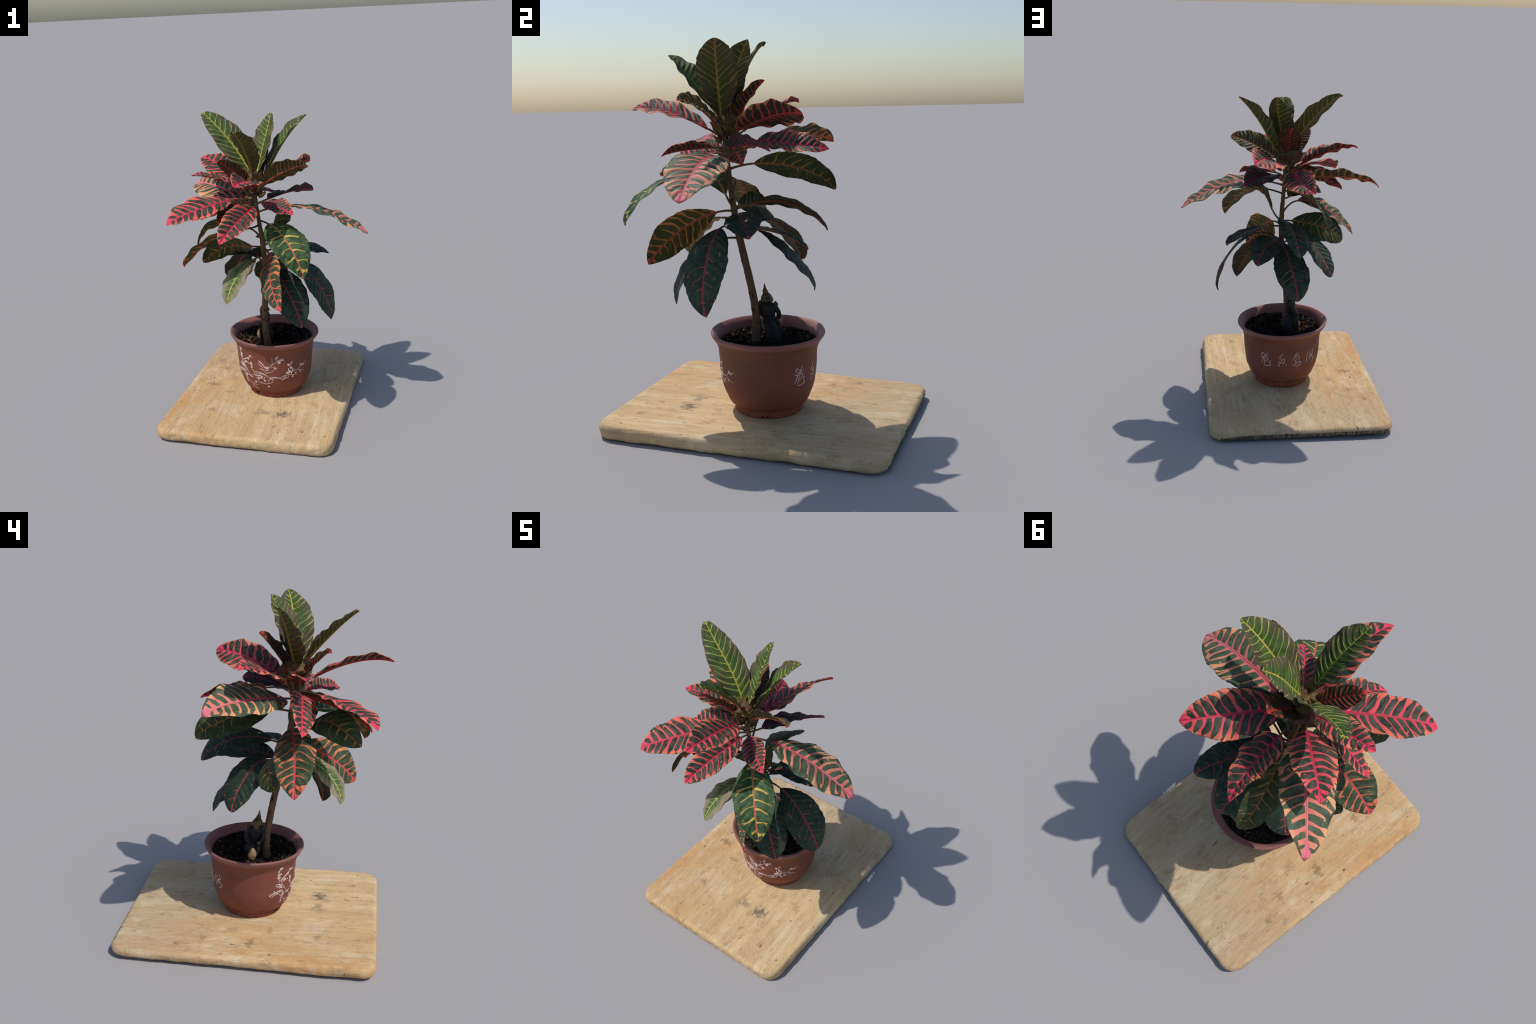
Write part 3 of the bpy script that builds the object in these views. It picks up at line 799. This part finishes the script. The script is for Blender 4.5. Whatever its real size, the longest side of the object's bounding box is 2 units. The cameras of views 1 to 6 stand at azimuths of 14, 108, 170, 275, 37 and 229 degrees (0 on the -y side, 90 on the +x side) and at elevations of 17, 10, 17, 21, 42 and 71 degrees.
BLOSSOMS = [(-45.6, 424), (-49.4, 379), (-32.6, 368), (-28.5, 392), (-39.9, 337), (-37.8, 340), (-27.5, 339), (-26.3, 333), (-26.6, 326), (-27.0, 311), (-55.3, 273), (14.6, 401), (12.2, 392), (16.3, 372), (19.2, 380), (22.5, 386), (17.6, 362), (31.6, 339), (36.3, 349), (53.8, 317), (58.4, 312), (51.7, 272), (43.6, 269), (38.6, 250), (31.5, 306), (35.7, 314), (38.4, 299), (33.1, 290), (36.3, 280), (29.5, 281), (32.1, 274), (-22.9, 262), (-20.1, 258), (-17.2, 260), (-13.2, 264), (-10.7, 255), (-15.9, 242), (-11.4, 245), (-6.7, 243), (-6.1, 224), (-22.0, 206), (-0.9, 178), (-29.9, 169), (-30.1, 242), (-47.4, 315), (-45.5, 299), (-51.0, 263), (-39.8, 240), (-41.6, 193), (-48.1, 424), (-50.6, 405), (-46.5, 385), (-50.5, 384), (-51.0, 366), (-48.2, 362)]

def build_painting():
    for name, strokes in (("painted_branch", BRANCH_STROKES), ("painted_bird", BIRD_STROKES), ("painted_character", CHARACTER_A), ("painted_character", CHARACTER_B),
                          ("painted_character", CHARACTER_C), ("painted_character", CHARACTER_D)):
        V, F = [], []
        for _, width, *pts in strokes:
            stroke_geometry(pts, width * (1.75 if name == "painted_branch" else 1.3), V, F)
        mesh_object(name, V, F, POT, (WHITE,))
    r = np.random.default_rng(3)
    V, F = [], []
    for a, h in BLOSSOMS:
        blossom_geometry(a, h, r.uniform(7.5, 10.5), int(r.integers(2, 5)), V, F, r)
    mesh_object("painted_blossom", V, F, POT, (WHITE,))["kind"] = "stuff"
build_painting()

# ------------------------------------------------------------------ soil
def soil_material():
    t = Tree("soil")
    co = t.coord()
    n = t.noise(co, 55.0, 5.0, 0.7)
    c = t.mix(t.step(n, 0.35, 0.7), srgb(26, 23, 23), srgb(62, 53, 47))
    bits = t.noise(co, 90.0, 2.0)
    c = t.mix(t.step(bits, 0.64, 0.72), c, srgb(110, 82, 62))
    dry = t.step(t.noise(co, 9.0, 3.0), 0.55, 0.72)
    c = t.mix(t.mul(dry, t.step(n, 0.45, 0.7)), c, srgb(122, 92, 66))
    return t.finish(c, 0.95, 0.1, n, 0.8, 0.008)

def soil_height(r):
    return .417 + .029 * float(sstep(.13, .245, r))

def build_soil():
    V, F = [], []
    nr, na = 60, 150
    for i in range(nr):
        r = 0.253 * i / (nr - 1)
        for k in range(na):
            a = tau * k / na
            x, y = r * cos(a), r * sin(a)
            z = soil_height(r)
            z += 0.009 * noise.fractal(Vector((x * 14, y * 14, 1)), 1, 2, 3) + 0.009 * abs(noise.noise(Vector((x * 60, y * 60, 2))))
            V.append((POT_X + x, POT_Y + y, z))
    F = grid_faces(nr, na, wrap=True)
    soil = mesh_object("soil", V, F, PLANT, (soil_material(),))
    clumps = []
    for c in ((26, 24, 24), (44, 38, 36), (96, 72, 54), (150, 112, 78), (126, 74, 52)):
        t = Tree("soil_crumb")
        clumps.append(t.finish(t.mix(t.noise(t.coord(), 60.0, 3.0), srgb(*c), srgb(*(int(x * 0.6) for x in c))), 0.95, 0.1))
    r = np.random.default_rng(11)
    ico = bmesh.new()
    bmesh.ops.create_icosphere(ico, subdivisions=1, radius=1.0)
    iv = [np.array(v.co) for v in ico.verts]
    iF = [tuple(v.index for v in f.verts) for f in ico.faces]
    ico.free()
    V, F, M = [], [], []
    for k in range(1500):
        rr, a = 0.243 * math.sqrt(r.uniform()), r.uniform(0, tau)
        x, y = rr * cos(a), rr * sin(a)
        size = r.uniform(0.0025, 0.008) * (1.3 if r.uniform() < 0.06 else 1)
        z = soil_height(rr) + .002 + r.uniform(0, 0.006)
        sc = r.uniform(0.5, 1.5, 3) * size
        rot = r.normal(size=(3, 3))
        rot, _ = np.linalg.qr(rot)
        off = len(V)
        for v in iv:
            V.append(rot @ (v * sc * (1 + 0.25 * r.uniform(-1, 1))) + np.array([POT_X + x, POT_Y + y, z]))
        F += [tuple(i + off for i in f) for f in iF]
        front = x < -0.06 and y < 0.06
        w = [.40, .30, .12, .12, .06] if front else [.55, .32, .08, .03, .02]
        M += [int(r.choice(5, p=w))] * len(iF)
    ob = mesh_object("soil_crumbs", V, F, soil, clumps, smooth=False, face_mat=M)
    ob["kind"] = "stuff"
build_soil()

# ------------------------------------------------------------------ figurine
def bronze(name, dark, pale, amount):
    t = Tree(name)
    co = t.coord()
    n = t.noise(co, 30.0, 4.0)
    k = t.voronoi(co, 110.0)
    c = t.mix(t.step(n, 0.5 - amount, 0.75 - amount), dark, pale)
    c = t.mix(t.mul(t.step(k, 0.1, 0.5), 0.4), c, dark)
    return t.finish(c, 0.6, 0.35, t.add(n, k), 0.6, 0.004)

def lean(v):
    return (v[0], v[1] - .036 * (v[2] - .42) / .316 + .004, v[2])

def lathe_part(name, rows, centre, parent, mat, sides=20, squash=(1, 1), tilt=0.0):
    prof = catmull([(r, z, 0) for z, r in rows], 4)
    V = []
    for r, z, _ in prof:
        for k in range(sides):
            a = tau * k / sides
            x, y = r * cos(a) * squash[0], r * sin(a) * squash[1]
            w = 1 + 0.07 * noise.noise(Vector((x * 60, y * 60, z * 60)))
            V.append(lean((centre[0] + x * w + tilt * z, centre[1] + y * w, centre[2] + z)))
    F = grid_faces(len(prof), sides, wrap=True)
    F.append(tuple(range(sides))[::-1])
    F.append(tuple(range((len(prof) - 1) * sides, len(prof) * sides)))
    return mesh_object(name, V, F, parent, (mat,))

def limb(name, pts, radii, parent, mat):
    P = catmull(pts, 6)
    rr = np.interp(np.linspace(0, 1, len(P)), np.linspace(0, 1, len(radii)), radii)
    V, F = tube(P, rr, 12)
    V = np.array([lean(v + np.array(noise.noise_vector(Vector(v) * 60)) * 0.002) for v in V])
    return mesh_object(name, V, F, parent, (mat,))

def build_figurine():
    root = bpy.data.objects.new("figurine", None)
    root.location = (0, 0, 0)
    link(root)
    root["label"] = "small weathered bronze kneeling figure with pointed crown"
    root["category"] = "figurine"
    dark = bronze("aged_bronze", srgb(24, 28, 30), srgb(74, 66, 46), 0.02)
    gold = bronze("gilt_bronze", srgb(58, 50, 36), srgb(124, 102, 66), 0.12)
    straw = bronze("worn_gilding", srgb(96, 78, 50), srgb(176, 144, 98), 0.2)
    x, y = -0.064, 0.010
    lathe_part("skirt", [(0, .050), (.03, .048), (.06, .040), (.10, .030), (.125, .026)], (x + .010, y + .006, .415), root, dark, squash=(.85, 1.0))
    lathe_part("knee", [(0, .012), (.008, .021), (.03, .027), (.05, .023), (.068, .013), (.078, .004)], (x - .040, y + .002, .425), root, straw)
    limb("leg", [(x - .015, y + .026, .54), (x - .036, y + .036, .50), (x - .028, y + .04, .44)], [.014, .016, .014], root, dark)
    limb("leg", [(x - .01, y - .024, .54), (x - .026, y - .03, .50), (x - .022, y - .026, .44)], [.013, .015, .012], root, dark)
    lathe_part("torso", [(0, .022), (.025, .029), (.055, .037), (.08, .040), (.098, .034), (.112, .019)], (x, y, .525), root, dark, squash=(.85, 1.05))
    for s, yy in ((1, .045), (-1, -.040)):
        limb("arm", [(x, y + yy * .8, .62), (x - .006, y + yy * 1.12, .585), (x - .026, y + yy * 1.05, .552), (x - .048, y + yy * .45, .532)], [.014, .0135, .0125, .009], root, dark)
        lathe_part("epaulette", [(0, .003), (.006, .011), (.013, .0135), (.021, .010), (.03, .002)], (x, y + yy, .611), root, gold, sides=12)
    lathe_part("head", [(0, .012), (.011, .022), (.028, .029), (.047, .028), (.06, .019)], (x, y, .613), root, dark, squash=(1.05, 1))
    lathe_part("face", [(0, .003), (.008, .011), (.021, .016), (.034, .016), (.041, .009)], (x - .018, y, .607), root, gold, sides=14)
    lathe_part("cap", [(-.006, .030), (.0, .034), (.008, .033), (.02, .028), (.033, .020), (.038, .0135)], (x, y, .644), root, gold)
    lathe_part("spire", [(0, .0135), (.008, .0155), (.018, .0135), (.03, .008), (.045, .0045), (.058, .001)], (x, y - .004, .677), root, gold, sides=14)
    return root
build_figurine()

# ------------------------------------------------------------------ wooden board
BOARD_CORNERS = [(-.662, -.730), (.484, -.786), (.540, .728), (-.600, .784)]   # left front, right front, right back, left back

def board_outline(n_side=70, n_corner=10, radius=.092):
    pts = []
    P = [np.array(p) for p in BOARD_CORNERS]
    for i in range(4):
        a, b, c = P[i - 1], P[i], P[(i + 1) % 4]
        d1, d2 = (a - b) / np.linalg.norm(a - b), (c - b) / np.linalg.norm(c - b)
        s, e = b + d1 * radius, b + d2 * radius
        for k in range(n_corner + 1):
            t = k / n_corner
            pts.append((1 - t) ** 2 * s + 2 * t * (1 - t) * (b * .82 + (s + e) * .09) + t * t * e)
        nxt = P[(i + 1) % 4]
        d3 = (b - nxt) / np.linalg.norm(b - nxt)
        e2 = nxt + d3 * radius
        for k in range(1, n_side):
            t = k / n_side
            pts.append(e * (1 - t) + e2 * t)
    return np.array(pts)

def board_top_z(x, y):
    return .0715 - .004 * x - .013 * y

def wood_material():
    t = Tree("old_wood")
    co = t.coord()
    sep = t.new("ShaderNodeSeparateXYZ")
    t.put(sep.inputs[0], co)
    X, Y = sep.outputs[0], sep.outputs[1]
    turn = (0, 0, radians(-3))
    big = t.noise(t.mapping(co, (3.4, 2.0, 2)), 1.0, 4.0, 0.6)
    mid = t.noise(t.mapping(co, (11, 5.5, 6), (3, 1, 0)), 1.0, 5.0, 0.65)
    blot = t.noise(t.mapping(co, (16, 10, 10), (5, 9, 0)), 1.0, 5.0, 0.7)
    grain = t.noise(t.mapping(co, (110, 7.0, 60), (0, 0, 0), turn), 1.0, 4.0, 0.62)
    grain2 = t.noise(t.mapping(co, (26, 1.4, 20), (2, 5, 0), turn), 1.0, 3.0, 0.55)
    fine = t.noise(t.mapping(co, (150, 60, 100)), 1.0, 3.0, 0.7)
    c = t.mix(t.step(big, 0.36, 0.62), srgb(204, 174, 130), srgb(218, 190, 146))
    # honey-coloured zone on the left half, greyer weathering towards the back
    honey = t.mul(t.step(t.add(X, t.mul(t.sub(mid, 0.5), 0.9)), 0.05, -0.42), t.step(t.add(t.mul(mid, 0.7), t.mul(big, 0.8)), 0.58, 0.9))
    c = t.mix(t.mul(honey, 0.8), c, srgb(204, 152, 98))
    grey = t.mul(t.step(t.add(Y, t.mul(mid, 0.7)), 0.25, 0.95), 0.6)
    c = t.mix(grey, c, srgb(184, 166, 138))
    pale = t.step(t.noise(t.mapping(co, (7, 4, 3), (7, 7, 0)), 1.0, 6.0, 0.68), 0.50, 0.68)
    c = t.mix(t.mul(pale, 0.6), c, srgb(222, 206, 176))
    c = t.mix(t.mul(t.step(grain2, 0.40, 0.70), 0.40), c, srgb(186, 148, 102))
    c = t.mix(t.mul(t.step(grain2, 0.42, 0.26), 0.35), c, srgb(226, 200, 158))
    c = t.mix(t.mul(t.step(blot, 0.52, 0.70), 0.50), c, srgb(158, 128, 98))
    c = t.mix(t.mul(t.step(grain, 0.50, 0.74), 0.42), c, srgb(140, 112, 84))
    c = t.mix(t.mul(t.step(fine, 0.54, 0.72), 0.25), c, srgb(132, 106, 82))
    dirt = t.mul(t.step(t.noise(t.mapping(co, (70, 34, 30)), 1.0, 4.0, 0.75), 0.56, 0.68), t.step(blot, 0.46, 0.64))
    c = t.mix(t.mul(dirt, 0.6), c, srgb(112, 90, 72))
    nick = t.mul(t.step(t.noise(t.mapping(co, (40, 22, 10), (1, 2, 0), (0, 0, 0.5)), 1.0, 1.5), 0.69, 0.73), t.step(t.noise(co, 4.0, 2.0), 0.46, 0.58))
    c = t.mix(t.mul(nick, 0.7), c, srgb(96, 70, 52))
    # stains at known places: grey scuffs, brown bruises and a few tan drips
    ragged = t.sub(t.noise(t.mapping(co, (55, 26, 30)), 1.0, 4.0, 0.75), 0.5)
    for x, y, rx, ry, col, amt in STAINS:
        dx, dy = t.math("DIVIDE", t.sub(X, x), rx), t.math("DIVIDE", t.sub(Y, y), ry)
        d = t.math("SQRT", t.add(t.mul(dx, dx), t.mul(dy, dy)))
        d = t.add(d, t.mul(ragged, 4.5))
        c = t.mix(t.step(d, 1.0, 0.2, 0.0, amt), c, col)
    return t.finish(c, 0.8, 0.15, t.add(t.add(grain, t.mul(mid, 1.5)), t.add(t.mul(blot, 1.2), t.mul(grain2, 0.8))), 0.6, 0.007)

def end_grain_material():
    t = Tree("rough_sawn_end")
    co = t.coord()
    n = t.noise(t.mapping(co, (70, 70, 26), (0, 0, 0), (0, 0.5, 0)), 1.0, 4.0, 0.65)
    m = t.noise(co, 12.0, 3.0)
    c = t.mix(t.step(n, 0.36, 0.66), srgb(74, 66, 58), srgb(138, 124, 104))
    c = t.mix(t.step(m, 0.55, 0.72), c, srgb(158, 138, 110))
    return t.finish(c, 0.9, 0.1, n, 0.9, 0.01)

GREY, BROWN, TAN = srgb(112, 102, 90), srgb(104, 72, 50), srgb(190, 138, 70)
STAINS = [(-.015, -.40, .045, .05, GREY, .55), (.115, -.40, .055, .06, GREY, .85), (-.455, -.02, .05, .04, BROWN, .5), (-.43, .26, .05, .03, BROWN, .45), (-.50, .40, .02, .05, BROWN, .55),
          (-.36, -.40, .03, .03, BROWN, .4), (-.30, -.12, .05, .02, BROWN, .35), (.30, -.25, .03, .03, TAN, .6), (.19, -.24, .02, .02, TAN, .6), (.26, -.62, .03, .02, BROWN, .25), (-.27, -.47, .03, .03, BROWN, .3)]

def build_board():
    out = board_outline()
    n = len(out)
    cen = out.mean(0)
    nrm = []
    for i in range(n):
        t = out[(i + 1) % n] - out[i - 1]
        nrm.append(np.array([t[1], -t[0]]) / np.linalg.norm(t))
    nrm = np.array(nrm)
    V = []
    # section from the middle of the top, over the worn edge, down the side and under
    tops = [0.0, .12, .22, .3, .37, .44, .5, .56, .61, .66, .71, .75, .79, .82, .85, .88, .905]
    rows = []
    for f in tops:
        row = []
        for i in range(n):
            q = cen + (out[i] - cen) * f
            row.append((q[0], q[1], 0.0, 0))
        rows.append(row)
    prof = [(.030, .0), (.020, .0008), (.011, .003), (.005, .009), (.001, .018), (.000, .028), (.000, .040), (.002, .052), (.006, .063), (.016, .0715), (.040, .0715)]
    for inset, drop in prof:
        row = []
        for i in range(n):
            q = out[i] - nrm[i] * inset
            row.append((q[0], q[1], drop, 1))
        rows.append(row)
    for ri, row in enumerate(rows):
        for i, (x, y, drop, side) in enumerate(row):
            lift = .010 * float(sstep(.1, -.6, x))
            z = board_top_z(x, y) - drop * (board_top_z(x, y) - .001 - lift) / .0715
            z += 0.0016 * noise.fractal(Vector((x * 5, y * 3, 0.3)), 1, 2, 3)
            yy = float(sstep(.1, .7, y))
            z += (0.0008 + 0.0016 * yy) * noise.noise(Vector((x * 32, y * 20, 1.7)))
            if side:
                w = noise.noise(Vector((x * 7, y * 7, 3.1))) * 0.0035 + noise.noise(Vector((x * 30, y * 30, drop * 40))) * 0.005
                k = float(sstep(0, .012, drop))
                x += nrm[i][0] * w * k
                y += nrm[i][1] * w * k
                # the right and back edges are worn down, the back right corner most
                wear = float(sstep(.25, .53, x)) * (.006 + .012 * float(sstep(-.2, .7, y))) + .008 * float(sstep(.55, .75, y))
                z -= wear * max(0, 1 - drop / .06) * k
                z += float(sstep(.02, .06, drop)) * 0.010 * abs(noise.noise(Vector((x * 6, y * 6, 8))))
            V.append((x, y, max(z, 0.0)))
    nr = len(rows)
    F = grid_faces(nr, n, wrap=True)
    V.append((cen[0], cen[1], 0.012))
    F += [(len(V) - 1, (nr - 1) * n + i, (nr - 1) * n + (i + 1) % n) for i in range(n)]
    F = [f[::-1] for f in F]
    fm = []
    ntop = len(tops)
    for ri in range(nr - 1):
        for i in range(n):
            back = nrm[i][1] > 0.9
            fm.append(1 if back and ri >= ntop + 4 else 0)
    fm += [0] * n
    b = mesh_object("wooden_board", V, F, None, (wood_material(), end_grain_material()), face_mat=fm)
    zmin = min(v.co.z for v in b.data.vertices)
    b["label"] = "worn rounded rectangular wooden board with rough edges"
    b["category"] = "wooden board"
    bm = bmesh.new()
    bm.from_mesh(b.data)
    bmesh.ops.remove_doubles(bm, verts=bm.verts, dist=1e-5)
    bmesh.ops.recalc_face_normals(bm, faces=bm.faces)
    bm.to_mesh(b.data)
    bm.free()
    return b
build_board()
